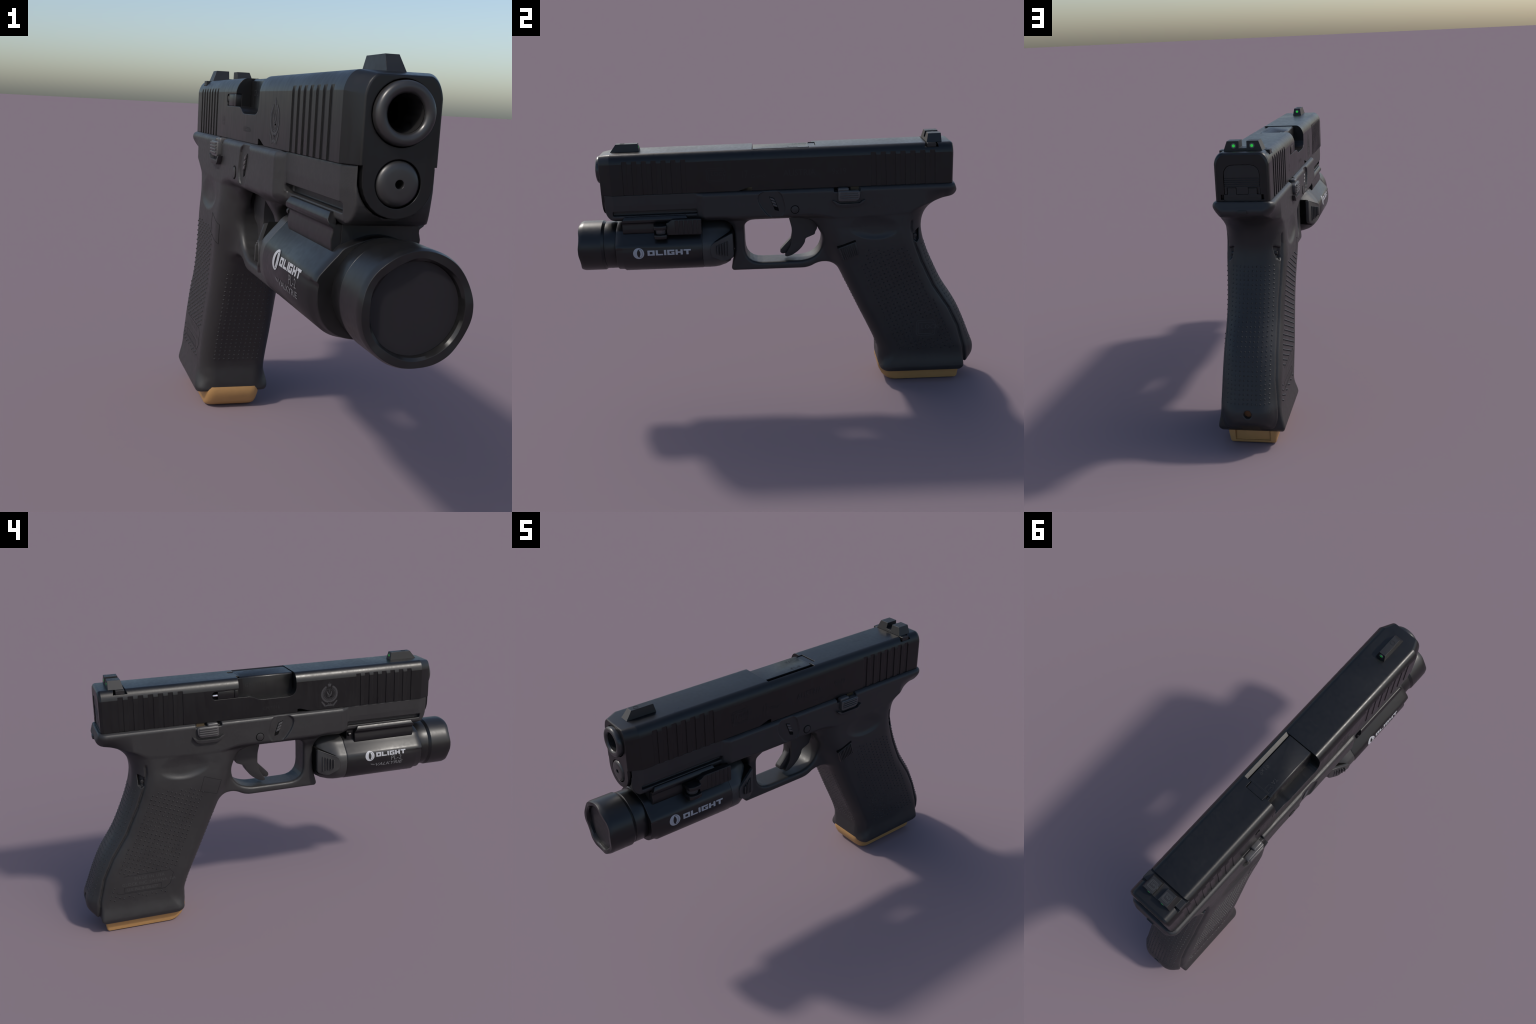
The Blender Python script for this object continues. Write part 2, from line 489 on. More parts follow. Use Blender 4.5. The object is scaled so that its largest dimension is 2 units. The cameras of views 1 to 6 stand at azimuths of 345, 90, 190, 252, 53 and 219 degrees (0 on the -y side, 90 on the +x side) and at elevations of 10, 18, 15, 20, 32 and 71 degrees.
def frame_region(name, mask):
    Qm = Q[mask]
    used = np.unique(Qm)
    me = quads_mesh(V, Qm, name)
    o = add(name, me, M_POLY, angle=180)
    me.normals_split_custom_set_from_vertices([tuple(n) for n in whole_n[used]])
    return o

frame = frame_region("frame", ~back_face)
backstrap = frame_region("backstrap", back_face)
bpy.data.meshes.remove(whole)

LOGO = (0.690, 0.260)           # lower corner of the moulded logo, left side
# grip texture: small square pyramids standing on the surface
def on_frame(origin_, direction):
    hit = bvh_frame.ray_cast(Vector(origin_), Vector(direction))
    return (hit[0], hit[1]) if hit[0] is not None else (None, None)

def pimples(name, spots, size, height, parent):
    bm = bmesh.new()
    for p, n in spots:
        t = n.cross(Vector((1, 0, 0)) if abs(n.x) < 0.8 else Vector((0, 1, 0))).normalized()
        s = n.cross(t)
        base = [bm.verts.new(p + t * a * size + s * b * size - n * 0.001) for a, b in ((-1, -1), (1, -1), (1, 1), (-1, 1))]
        top = [bm.verts.new(p + t * a * size * 0.35 + s * b * size * 0.35 + n * height) for a, b in ((-1, -1), (1, -1), (1, 1), (-1, 1))]
        bm.faces.new(top)
        for i in range(4):
            bm.faces.new((base[i], base[(i + 1) % 4], top[(i + 1) % 4], top[i]))
    o = add(name, bm_mesh(bm), M_POLY, parent, 20)
    o["kind"] = "stuff"
    return o

spots = []
ALONG, ACROSS = Vector((0.39, -0.92)) * 0.0215, Vector((-0.92, -0.39)) * 0.0215
for side in (-1, 1):
    for i in range(-4, 34):
        for j in range(-6, 22):
            y, z = Vector((0.640, 0.720)) + ALONG * i + ACROSS * j
            s0 = float(np.interp(z, [s[0] for s in SEAM], [s[1] for s in SEAM]))
            front = 0.398 + (0.664 - z) * 0.415
            if not (0.185 < z < 0.735 and front < y < s0 - 0.045):
                continue
            if side > 0 and (LOGO[0] - 0.012 < y < LOGO[0] + 0.108 and LOGO[1] - 0.012 < z < LOGO[1] + 0.095 or (y < 0.43 and z > 0.66)):
                continue
            if side < 0 and 0.556 + 0.15 * (0.30 - z) < y < 0.855 and 0.205 < z < 0.316:
                continue
            p, n = on_frame((side * 0.4, y, z), (-side, 0, 0))
            if p is not None and abs(n.x) > 0.6:
                spots.append((p, n))
pimples("grip_stipple", spots, 0.0042, 0.0034, frame)
spots = []
for i in range(22):
    for j in range(10):
        p, n = on_frame(((j - 4.5) * 0.0186, -0.5, 0.210 + i * 0.0172), (0, 1, 0))
        if p is not None and p.y > 0.25:
            spots.append((p, n))
pimples("frontstrap_stipple", spots, 0.0038, 0.0018, frame)
spots = []
for i in range(30):
    for j in range(-5, 6):
        p, n = on_frame((j * 0.0180, 1.4, 0.215 + i * 0.0182), (0, -1, 0))
        if p is not None and p.y > 0.6:
            spots.append((p, n))
pimples("backstrap_stipple", spots, 0.0044, 0.0020, backstrap)

# dark brown disc seen in the backstrap hole, pivot pins in the backstrap pockets
lathe("hole_magazine_disc", [(0, 0.978), (0.017, 0.978), (0.017, 0.96), (0, 0.96)], 0, 0.172, M_BROWN, 24)
disc_x("backstrap_pin", -0.1015, 0.1015, 0.682, 0.790, 0.0085, M_POLY, 20, 0.001)
box("serial_plate", -0.019, 0.019, 0.850, 0.8905, 1.004, 1.020, M_SIGHT, 0.001)

# ------------------------------------------------------------------ slide
def slide_section(y, hw, top, lower=True, rc=1.0):
    """Half section from the top centre down the side, under the rail, round the nose and to its bottom."""
    hw = hw + 0.0013
    e = hw - 0.113
    half = [(0.0, top), (0.076 + e * 0.8, top)]
    n = 14
    wr = hw - 0.076 - e * 0.8
    for i in range(1, n + 1):
        a = i / n * math.radians(76)
        half.append((0.076 + e * 0.8 + wr * math.sin(a) / math.sin(math.radians(76)), top - 0.045 * (1 - math.cos(a)) / (1 - math.cos(math.radians(76)))))
    half.append((hw, 1.0535))
    r = 0.0815
    if lower:
        half.append((min(r, hw - 0.002), 1.0535))
        for i in range(0, 9):
            a = i / 8 * math.pi / 2
            half.append((r * math.cos(a), U_Z - 0.003 - r * math.sin(a)))
    else:
        half.append((r, 1.0535))
        for i in range(0, 9):
            a = i / 8 * math.pi / 2
            half.append((r * math.cos(a), 1.0535))
    pts = half + [(-x, z) for x, z in half[-2:0:-1]]
    return [(x, y, z) for x, z in pts]

rings = [slide_section(-0.8640, 0.0835, 1.2395), slide_section(-0.8625, 0.0865, 1.2425), slide_section(-0.858, 0.0885, 1.2440),
         slide_section(-0.806, 0.1130, 1.2520), slide_section(-0.400, 0.113, 1.252), slide_section(-0.399, 0.113, 1.252, False),
         slide_section(0.846, 0.113, 1.252, False), slide_section(0.855, 0.1105, 1.2495, False),
         slide_section(0.861, 0.1030, 1.2430, False)]
slide_me = bm_mesh(loft_bm(rings))

cuts = []
def serrations(start, count, pitch, width, lean):
    for side in (-1, 1):
        for i in range(count):
            y = start + i * pitch
            a, b = (0.1110, 0.13) if side > 0 else (-0.13, -0.1110)
            cuts.append(prism_bm([(y - lean, 1.04), (y + width - lean, 1.04), (y + width, 1.235), (y, 1.235)], a, b))
serrations(-0.745, 7, 0.0475, 0.0245, 0.002)
serrations(0.461, 7, 0.0475, 0.0245, -0.004)
# ejection port: open over the top and down the right-hand side (-x)
port = rounded([(-0.2, 1.30), (-0.2, 1.10), (-0.055, 1.10), (-0.055, 1.20), (0.066, 1.225), (0.092, 1.2535), (0.092, 1.30)], 0)
cuts.append(prism_bm(port, -0.112, 0.166, "y"))
side_cut = prism_bm(rounded([(-0.113, 1.30), (-0.113, 1.139), (0.080, 1.139), (0.120, 1.160), (0.186, 1.160), (0.180, 1.30)], [0, 0.05, 0.02, 0.02, 0, 0], 6), -0.2, -0.050)
# keep the port wall: cut only the part above the rounded outline
cuts[-1].free(); cuts.pop()
cuts.append(side_cut)
cuts.append(prism_bm([(-0.06, 1.30), (-0.06, 1.20), (0.066, 1.20), (0.066, 1.238), (0.090, 1.2535), (0.091, 1.30)], -0.1125, 0.166, "y"))
cuts.append(box_bm(-0.048, 0.048, 0.160, 0.199, 1.236, 1.30))
# extractor slot with rounded end
cuts.append(prism_bm(rounded(rect(0.150, 0.319, 1.1605, 1.2005), [0, 0.019, 0.019, 0], 6), -0.2, -0.096))
# relief under the slide, both sides
cuts.append(prism_bm([(-0.228, 1.04), (-0.118, 1.04), (-0.118, 1.071), (-0.135, 1.071)], -0.2, 0.2))
# dovetail for the rear sight
cuts.append(prism_bm([(0.722, 1.2315), (0.790, 1.2315), (0.782, 1.26), (0.732, 1.26)], -0.2, 0.2))
# rear corner slots and cover-plate window
cuts.append(box_bm(-0.090, 0.090, 0.845, 0.9, 1.0605, 1.0815))
cuts.append(prism_bm(rounded([(-0.075, 1.055), (0.075, 1.055), (0.075, 1.203), (-0.075, 1.203)], [0, 0, 0.045, 0.045], 8), 0.850, 0.9, "y"))
# barrel and guide-rod bores
for r, z in ((0.0715, 1.1645), (0.0525, 1.0165)):
    deep = -0.16 if r > 0.06 else -0.80
    cuts.append(lathe_bm([(0, -0.95), (r, -0.95), (r, deep), (0, deep)], 0, z, 48))
slide_me = boolean(slide_me, cuts)
slide = add("slide", slide_me, M_SLIDE, angle=9)

# cover plate with its grooves and the lower striker plates
plate_me = bm_mesh(prism_bm(rounded([(-0.0735, 1.083), (0.0735, 1.083), (0.0735, 1.2015), (-0.0735, 1.2015)], [0, 0, 0.044, 0.044], 8), 0.84, 0.858, "y"))
plate_me = boolean(plate_me, [box_bm(-0.1, 0.1, 0.8555, 0.87, z, z + 0.0035) for z in (1.114, 1.122, 1.130, 1.138, 1.146)]
                   + [box_bm(-0.068, -0.024, 0.83, 0.87, 1.07, 1.110), box_bm(0.024, 0.064, 0.83, 0.87, 1.07, 1.110)])
add("slide_cover_plate", plate_me, M_SIGHT, slide, 25)
lower = join_bms([box_bm(-0.078, 0.078, 0.83, 0.8575, 1.050, 1.0815), box_bm(-0.060, -0.025, 0.83, 0.857, 1.07, 1.1065), box_bm(0.026, 0.061, 0.83, 0.857, 1.07, 1.108)])
add("striker_housing", bm_mesh(lower), M_SIGHT, slide)
box("slide_black_filler", -0.084, 0.084, -0.05, 0.846, 1.052, 1.130, M_BLACK, parent=slide)

# barrel, hood and guide rod
prof = [(0.0405, -0.20), (0.0415, -0.870), (0.0415, -0.876)]
for i in range(0, 13):
    a = i / 12 * math.pi
    prof.append((0.0550 - 0.0135 * math.cos(a), -0.874 - 0.0125 * math.sin(a)))
prof += [(0.0685, -0.860), (0.0685, -0.20)]
barrel = lathe("barrel", prof, 0, 1.1645, M_BARREL, 64, close=True)
lathe("bore", [(0.0410, -0.205), (0, -0.205)], 0, 1.1645, M_BLACK, 32, barrel)
hood = prism_bm([(-0.0655, 1.135), (0.0625, 1.135), (0.0625, 1.249), (-0.0590, 1.249), (-0.0655, 1.2425)], -0.1105, 0.165, "y", 0.0012, 1)
tab = box_bm(-0.0465, 0.0455, 0.155, 0.1975, 1.20, 1.2488, 0.001, 1)
side_block = box_bm(-0.0654, -0.052, 0.15, 0.1805, 1.135, 1.2425)
add("chamber_hood", bm_mesh(join_bms([hood, tab, side_block])), M_SLIDE, barrel)
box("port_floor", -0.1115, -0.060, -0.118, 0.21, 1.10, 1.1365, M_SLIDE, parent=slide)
prof = [(0, -0.8705), (0.030, -0.8705), (0.038, -0.8695), (0.045, -0.8665), (0.0490, -0.8615), (0.0505, -0.855), (0.0505, -0.80), (0, -0.80)]
rod_me = boolean(bm_mesh(lathe_bm(prof, 0, 1.0165, 48)), [lathe_bm([(0, -0.9), (0.0120, -0.9), (0.0100, -0.868), (0.0095, -0.82), (0, -0.82)], 0.001, 1.0165, 24)])
add("guide_rod", rod_me, M_BARREL)
# extractor
box("extractor", -0.1138, -0.09, 0.207, 0.2905, 1.1615, 1.1995, M_SLIDE, 0.001, parent=slide)
box("extractor_claw", -0.1146, -0.06, 0.1885, 0.2055, 1.1610, 1.2000, M_SLIDE, 0.001, parent=slide)
bm = lathe_bm([(0, 0.28), (0.0065, 0.28), (0.0065, 0.312), (0.004, 0.316), (0, 0.316)], -0.104, 1.180, 16)
add("extractor_plunger", bm_mesh(bm), M_CHROME, slide)

box("extractor_shade_block", -0.0995, -0.09, 0.2905, 0.3185, 1.161, 1.200, M_BLACK, parent=slide)
# sights
def sloped_block(name, base, top, z0, z1, mat, parent, r=0.0015):
    """Block whose base (x half, y0, y1) tapers to its top."""
    bm = bmesh.new()
    lo = [bm.verts.new((sx * base[0], y, z0)) for sx, y in ((-1, base[1]), (1, base[1]), (1, base[2]), (-1, base[2]))]
    hi = [bm.verts.new((sx * top[0], y, z1)) for sx, y in ((-1, top[1]), (1, top[1]), (1, top[2]), (-1, top[2]))]
    bm.faces.new(lo[::-1]); bm.faces.new(hi)
    for i in range(4):
        bm.faces.new((lo[i], lo[(i + 1) % 4], hi[(i + 1) % 4], hi[i]))
    bmesh.ops.recalc_face_normals(bm, faces=bm.faces)
    bevel_bm(bm, r, 1)
    return bm
front_sight = add("front_sight", bm_mesh(sloped_block("", (0.0235, -0.813, -0.668), (0.0165, -0.783, -0.676), 1.250, 1.2890, M_SIGHT, slide, 0)), M_SIGHT, slide, 15)
rear = bm_mesh(sloped_block("", (0.081, 0.735, 0.808), (0.0655, 0.745, 0.806), 1.2505, 1.2915, M_SIGHT, slide, 0))
rear = boolean(rear, [box_bm(-0.0165, 0.0165, 0.70, 0.84, 1.2625, 1.32)])
base = prism_bm([(0.735, 1.232), (0.777, 1.232), (0.777, 1.251), (0.735, 1.251)], -0.106, 0.106, "x", 0.001, 1)
rear_bm = bmesh.new(); rear_bm.from_mesh(rear)
rear_sight = add("rear_sight", bm_mesh(join_bms([rear_bm, base])), M_SIGHT, slide, 15)
def night_dot(x, y, z, r, parent):
    lathe("sight_ring", [(r * 1.75, y - 0.003), (r * 1.75, y + 0.0003), (0, y + 0.0003)], x, z, M_RING, 24, parent)
    lathe("sight_lamp", [(r, y), (r, y + 0.0007), (0, y + 0.0007)], x, z, M_GREEN, 24, parent)
night_dot(0.0375, 0.8075, 1.2725, 0.0062, rear_sight)
night_dot(-0.0385, 0.8075, 1.2725, 0.0062, rear_sight)
night_dot(0.0, -0.6718, 1.2715, 0.0062, front_sight)
bm = lathe_bm([(0.0095, 0), (0.0115, 0), (0.0115, 0.0006), (0.0095, 0.0006)], 0, 0, 24, True)
bmesh.ops.rotate(bm, verts=bm.verts, matrix=Matrix.Rotation(math.pi / 2, 3, "X"))
bmesh.ops.translate(bm, verts=bm.verts, vec=(0, -0.752, 1.2893))
add("sight_screw", bm_mesh(bm), M_ENGRAVE, front_sight)

# ------------------------------------------------------------------ trigger and small frame parts
trig = rounded([(0.050, 0.93), (0.059, 0.880), (0.070, 0.835), (0.072, 0.780), (0.060, 0.735), (0.040, 0.705), (0.030, 0.688), (0.040, 0.682), (0.066, 0.688), (0.098, 0.709),
                (0.120, 0.731), (0.136, 0.757), (0.138, 0.776), (0.187, 0.796), (0.189, 0.811), (0.198, 0.823), (0.205, 0.93)], 0.012, 3)
trigger = prism("trigger", trig, -0.033, 0.033, M_POLY, "x", 0.006, 3)
blade = rounded([(0.075, 0.83), (0.066, 0.776), (0.009, 0.716), (0.008, 0.701), (0.021, 0.694), (0.045, 0.700), (0.085, 0.74)], 0.006, 3)
prism("trigger_safety", blade, -0.0175, 0.0175, M_POLY, "x", 0.003, 2, trigger)
for side in (-1, 1):
    disc_x("trigger_pin", side * 0.120, side * 0.1345, 0.087, 0.9545, 0.0180, M_POLY, 32, 0.001)
    ring = [(0.087 + math.cos(t * math.tau / 40) * 0.0212, 0.9545 + math.sin(t * math.tau / 40) * 0.0212) for t in range(40)]
    prism("pin_black_disc", ring, side * 0.1200, side * 0.1336, M_BLACK)
    # take-down lever: stepped bar over a slanted black plate
    c, s = math.cos(math.radians(-19)), math.sin(math.radians(-19))
    def slanted(u, v):      # u across, v along the slot (downwards)
        return (-0.036 + u * c + v * 0.35, 1.021 + u * s - v * 0.94)
    prism("takedown_black_plate", [slanted(-0.001, -0.001), slanted(0.0245, -0.001), slanted(0.0245, 0.072), slanted(-0.001, 0.072)], side * 0.118, side * 0.1228, M_BLACK)
    for i in range(3):
        v = 0.002 + i * 0.0165
        a, b = 0.116, 0.1275
        prism("takedown_lever", [slanted(0.001, v), slanted(0.0225, v), slanted(0.0225, v + 0.0140), slanted(0.001, v + 0.0140)], side * a, side * b, M_LEVER, "x", 0.0015, 1)
    # slide stop lever with ribbed pad
    pad = rounded([(0.299, 1.040), (0.299, 0.988), (0.402, 0.988), (0.407, 1.034), (0.395, 1.040), (0.356, 1.040)], [0, 0.012, 0.026, 0.014, 0.01, 0], 5)
    stop = prism("slide_stop", pad, side * 0.118, side * 0.1470, M_LEVER, "x", 0.004, 3)
    prism("slide_stop_arm", [(0.299, 1.030), (0.352, 1.030), (0.352, 1.0525), (0.299, 1.0525)], side * 0.108, side * 0.138, M_LEVER, "x", 0.006, 3, stop)
    for i in range(4):
        z = 0.999 + i * 0.0105
        prism("slide_stop_rib", rounded(rect(0.308, 0.397, z, z + 0.0055), 0.003, 3), side * 0.1445, side * 0.1515, M_LEVER, "x", 0.0025, 2, stop)
    shelf = rounded([(0.270, 0.994), (0.300, 0.961), (0.408, 0.961), (0.430, 0.994), (0.414, 0.988), (0.404, 0.977), (0.304, 0.977), (0.286, 0.990)], [0.003, 0.02, 0.02, 0.003, 0, 0.01, 0.01, 0], 4)
    prism("lever_shelf", shelf, side * 0.120, side * 0.1475, M_POLY, "x", 0.004, 2)
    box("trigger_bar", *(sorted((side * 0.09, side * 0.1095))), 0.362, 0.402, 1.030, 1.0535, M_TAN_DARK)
    box("stop_black_block", *(sorted((side * 0.09, side * 0.1085))), 0.283, 0.362, 1.030, 1.0530, M_BLACK)
# magazine catch: ribbed pad on the left, flush cap on the right
catch = [(0.292, 0.755), (0.380, 0.786), (0.402, 0.712), (0.316, 0.684)]
def catch_at(u, v):
    p, q, r_, s_ = [Vector(k) for k in catch]
    k = p * (1 - u) * (1 - v) + q * u * (1 - v) + r_ * u * v + s_ * (1 - u) * v
    return (k.x, k.y)
prism("magazine_catch", [catch_at(0, 0.1), catch_at(1, 0.1), catch_at(1, 1), catch_at(0, 1)], 0.09, 0.1385, M_POLY, "x", 0.003, 2)
prism("catch_black_plate", [catch_at(-0.02, -0.02), catch_at(1.02, -0.02), catch_at(1.02, 0.12), catch_at(-0.02, 0.12)], 0.10, 0.1372, M_BLACK)
for i in range(9):
    u = 0.05 + i * 0.104
    prism("magazine_catch_rib", [catch_at(u, 0.15), catch_at(u + 0.06, 0.15), catch_at(u + 0.06, 0.96), catch_at(u, 0.96)], 0.132, 0.1430, M_POLY, "x", 0.0015, 1)
def strip_on_frame(name, path, width, side, mat, parent, lift=0.0008, closed=False):
    """Thin moulded line that follows the frame surface; path in (y, z)."""
    bm = bmesh.new(); pts = []
    for (a, b) in zip(path, path[1:] + ([path[0]] if closed else [])):
        if a == b: continue
        n = max(1, int((Vector(b) - Vector(a)).length / 0.006))
        pts += [Vector(a).lerp(Vector(b), i / n) for i in range(n)]
    if not closed: pts.append(Vector(path[-1]))
    prev = None; first = None
    k = len(pts)
    for i, p in enumerate(pts):
        t = (pts[(i + 1) % k] if closed or i < k - 1 else p) - (pts[i - 1] if closed or i > 0 else p)
        nrm = Vector((-t.y, t.x)).normalized() * width / 2
        row = []
        for q in (p - nrm, p + nrm):
            hit, hn = on_frame((side * 0.4, q.x, q.y), (-side, 0, 0))
            if hit is None: hit, hn = Vector((side * 0.12, q.x, q.y)), Vector((side, 0, 0))
            row.append(bm.verts.new(hit + hn * lift)); row.append(bm.verts.new(hit - hn * 0.003))
        if prev:
            for a, b in ((0, 2), (2, 3), (3, 1), (1, 0)):
                bm.faces.new((prev[a], prev[b], row[b], row[a]))
        else: first = row
        prev = row
    if closed:
        for a, b in ((0, 2), (2, 3), (3, 1), (1, 0)):
            bm.faces.new((prev[a], prev[b], first[b], first[a]))
    return add(name, bm_mesh(bm), mat, parent)
M_SEAM = material("dark_seam", (0.014, 0.014, 0.015), 0.7, spec=0.2)
strip_on_frame("catch_outline", [catch_at(0, 0), catch_at(1, 0), catch_at(1, 1), catch_at(0, 1)], 0.0022, -1, M_SEAM, frame, 0.0006, True)

# ------------------------------------------------------------------ magazine base
rings = []
for z, hw, y0, y1, r in ((0.0, 0.091, 0.566, 0.898, 0.030), (0.004, 0.0985, 0.553, 0.908, 0.034), (0.012, 0.1010, 0.538, 0.913, 0.036),
                         (0.030, 0.1035, 0.519, 0.915, 0.040), (0.058, 0.107, 0.505, 0.918, 0.04), (0.078, 0.108, 0.499, 0.918, 0.04), (0.092, 0.108, 0.500, 0.918, 0.04)):
    rings.append([(x, y, z) for x, y in rounded([(-hw, y0), (hw, y0), (hw, y1), (-hw, y1)], [r, r, 0.010, 0.010], 5)])
mag_me = bm_mesh(loft_bm(rings))
mag_me = boolean(mag_me, [box_bm(-0.077, 0.077, 0.906, 0.95, 0.016, 0.2), box_bm(-0.2, 0.2, 0.56, 1.0, 0.080, 0.2)])
magazine = add("magazine_base", mag_me, M_TAN, angle=30)
box("magazine_insert", -0.074, 0.074, 0.85, 0.9095, 0.022, 0.075, M_TAN, 0.002, parent=magazine)

# ------------------------------------------------------------------ flashlight
LX, LZ, LB = 0.0050, 0.775, -0.0005     # head axis, and centre of the body
light = bpy.data.objects.new("flashlight", None)
scene.collection.objects.link(light); light.parent = root
N_B = 120
def bezel_dip(t):
    """0 on the six narrow crests, 1 in the middle of the six wide dips."""
    k = abs(((t / (math.tau / 6)) + 0.5) % 1 - 0.5) * 2          # 0 at crest centre, 1 at dip centre
    q = min(1.0, max(0.0, (k - 0.15) / 0.75))
    return q * q * (3 - 2 * q)
bm = bmesh.new(); rr = []
for r, y, dy, dr in ((0.117, -0.870, 0, 0), (0.121, -0.876, 0, 0), (0.1262, -0.884, 0, 0), (0.1262, -0.975, 0, 0), (0.1260, -0.987, 0.002, 0),
                     (0.1220, -1.0000, 0.0045, 0), (0.1045, -0.9990, 0.004, 0.003), (0.1010, -0.990, 0, 0), (0.0985, -0.962, 0, 0), (0.0985, -0.93, 0, 0)):
    ring = []
    for i in range(N_B):
        t = i * math.tau / N_B; d = bezel_dip(t); q = r + dr * d
        ring.append(bm.verts.new((LX + q * math.cos(t), y + dy * d, LZ + q * math.sin(t))))
    rr.append(ring)
for a, b in zip(rr, rr[1:]):
    for i in range(N_B):
        bm.faces.new((a[i], a[(i + 1) % N_B], b[(i + 1) % N_B], b[i]))
bezel = add("bezel", bm_mesh(bm), M_LIGHT, light, 24)
lathe("lens", [(0, -0.979), (0.0995, -0.979), (0.0988, -0.955), (0, -0.955)], LX, LZ, M_LENS, 64, light)
lathe("neck", [(0, -0.90), (0.1185, -0.90), (0.1185, -0.876), (0.1160, -0.872), (0.1200, -0.868), (0.1200, -0.818), (0.113, -0.806), (0.113, -0.70), (0, -0.70)], LX, LZ, M_LIGHT, 72, light)

BODY = [(0.000, 0.896), (0.080, 0.874), (0.105, 0.852), (0.136, 0.818), (0.147, 0.803), (0.1525, 0.785), (0.1545, 0.765), (0.1515, 0.735),
        (0.141, 0.705), (0.122, 0.680), (0.095, 0.663), (0.060, 0.6545), (0.025, 0.6525), (0.0, 0.6525)]
def refine(pts, n=4):
    P = [Vector(p) for p in pts]; P = [Vector((-P[1].x, P[1].y))] + P + [Vector((-P[-2].x, P[-2].y))]
    out = []
    for k in range(1, len(P) - 2):
        for q in range(n):
            t = q / n; a, b, c, d = P[k - 1:k + 3]
            out.append(tuple(0.5 * (2 * b + (c - a) * t + (2 * a - 5 * b + 4 * c - d) * t * t + (3 * b - a - 3 * c + d) * t ** 3)))
    return out + [tuple(P[-2])]
BODY = refine(BODY)
def light_section(y, kx=1.0, kz=1.0, front=False, shift=0.0, top=0.0):
    """Body section: sloping shoulders, near-upright cheeks and a round belly."""
    zm = 0.775; half = []
    for x, z in BODY:
        x, z = x * kx, zm + (z - zm) * kz + shift - (top if z > 0.84 else 0)
        if front and z < 0.794:
            k = min(1, (0.794 - z) / 0.006)
            x *= 1 - 0.05 * k; z = zm + (z - zm) * (1 - 0.045 * k)
        half.append((x, z))
    pts = half + [(-x, z) for x, z in half[-2:0:-1]]
    return [(LB + x, y, z) for x, z in pts]
light_body_me = bm_mesh(loft_bm([light_section(-0.808, 0.975, 0.975, True), light_section(-0.805, 0.99, 0.99, True), light_section(-0.780, 1, 1, True),
                                 light_section(-0.770), light_section(-0.383), light_section(-0.378, 0.985, 0.985), light_section(-0.376, 0.955, 0.955)]))
light_body = add("light_body", light_body_me, M_LIGHT, light, 40)
tail = add("light_tail", bm_mesh(loft_bm([light_section(-0.379, 0.955, 0.96), light_section(-0.3765, 0.985, 0.99), light_section(-0.345, 0.985, 0.995), light_section(-0.322, 0.965, 0.99),
                                         light_section(-0.300, 0.86, 0.985), light_section(-0.268, 0.73, 0.92), light_section(-0.246, 0.63, 0.82), light_section(-0.236, 0.52, 0.66)])), M_TAIL, light, 40)
# switch paddles: plan runs inwards to the rear
for side in (-1, 1):
    out = rounded([(-0.226, 0.842), (-0.328, 0.800), (-0.338, 0.782), (-0.336, 0.734), (-0.268, 0.700), (-0.226, 0.716)], [0.012, 0.01, 0.01, 0.012, 0.015, 0.015], 4)
    def paddle_bm(pts, lift, inset=0.0):
        bm = bmesh.new(); lo, hi = [], []
        for y, z in pts:
            xo = 0.1560 - 0.55 * max(0, y + 0.300) - 0.04 * max(0, min(0.02, y + 0.315)) + lift - 0.25 * abs(z - 0.775) ** 1.0 * 0.25
            lo.append(bm.verts.new((LB + side * 0.05, y, z))); hi.append(bm.verts.new((LB + side * xo, y, z)))
        n = len(pts)
        bm.faces.new(lo); bm.faces.new(hi[::-1])
        for i in range(n): bm.faces.new((lo[i], lo[(i + 1) % n], hi[(i + 1) % n], hi[i]))
        bmesh.ops.recalc_face_normals(bm, faces=bm.faces)
        return bm
    bm = paddle_bm(out, 0.0); bevel_bm(bm, 0.006, 3, 40)
    paddle = add("switch_paddle", bm_mesh(bm), M_TAIL, light)
    cy, cz = -0.284, 0.770
    gap = [(cy + (y - cy) * 1.06, cz + (z - cz) * 1.06) for y, z in out]
    add("paddle_black_rim", bm_mesh(paddle_bm(gap, -0.0135)), M_BLACK, light)
    for i in range(5):
        y = -0.252 - i * 0.0125
        hh = 0.043 - i * 0.0045
        xs_ = 0.1560 - 0.55 * max(0, y + 0.300) - 0.002
        prism("paddle_rib", rounded(rect(y - 0.0025, y + 0.0025, 0.768 - hh, 0.768 + hh * 0.85), 0.0015, 2), LB + side * (xs_ - 0.02), LB + side * (xs_ + 0.001), M_TAIL, "x", 0.001, 1, paddle)

# clamp that grips the rail
jaw = [(0.0, 0.86), (0.100, 0.848), (0.1065, 0.862), (0.1085, 0.882), (0.1045, 0.898), (0.1045, 0.906), (0.1150, 0.914), (0.1170, 0.926), (0.1080, 0.942), (0.097, 0.942), (0.097, 0.916), (0.0, 0.916)]
full = jaw + [(-x, z) for x, z in jaw[-2:0:-1]]
clamp_me = bm_mesh(prism_bm(full, -0.771, -0.437, "y", 0.0015, 1))
clamp_me = boolean(clamp_me, [prism_bm([(-0.78, 0.905), (-0.750, 0.950), (-0.78, 0.950)], -0.2, 0.2), prism_bm([(-0.43, 0.905), (-0.458, 0.950), (-0.43, 0.950)], -0.2, 0.2)])
clamp = add("rail_clamp", clamp_me, M_LIGHT, light, 40)
box("clamp_bed", -0.085, 0.085, -0.775, -0.40, 0.84, 0.9165, M_LIGHT, parent=light)
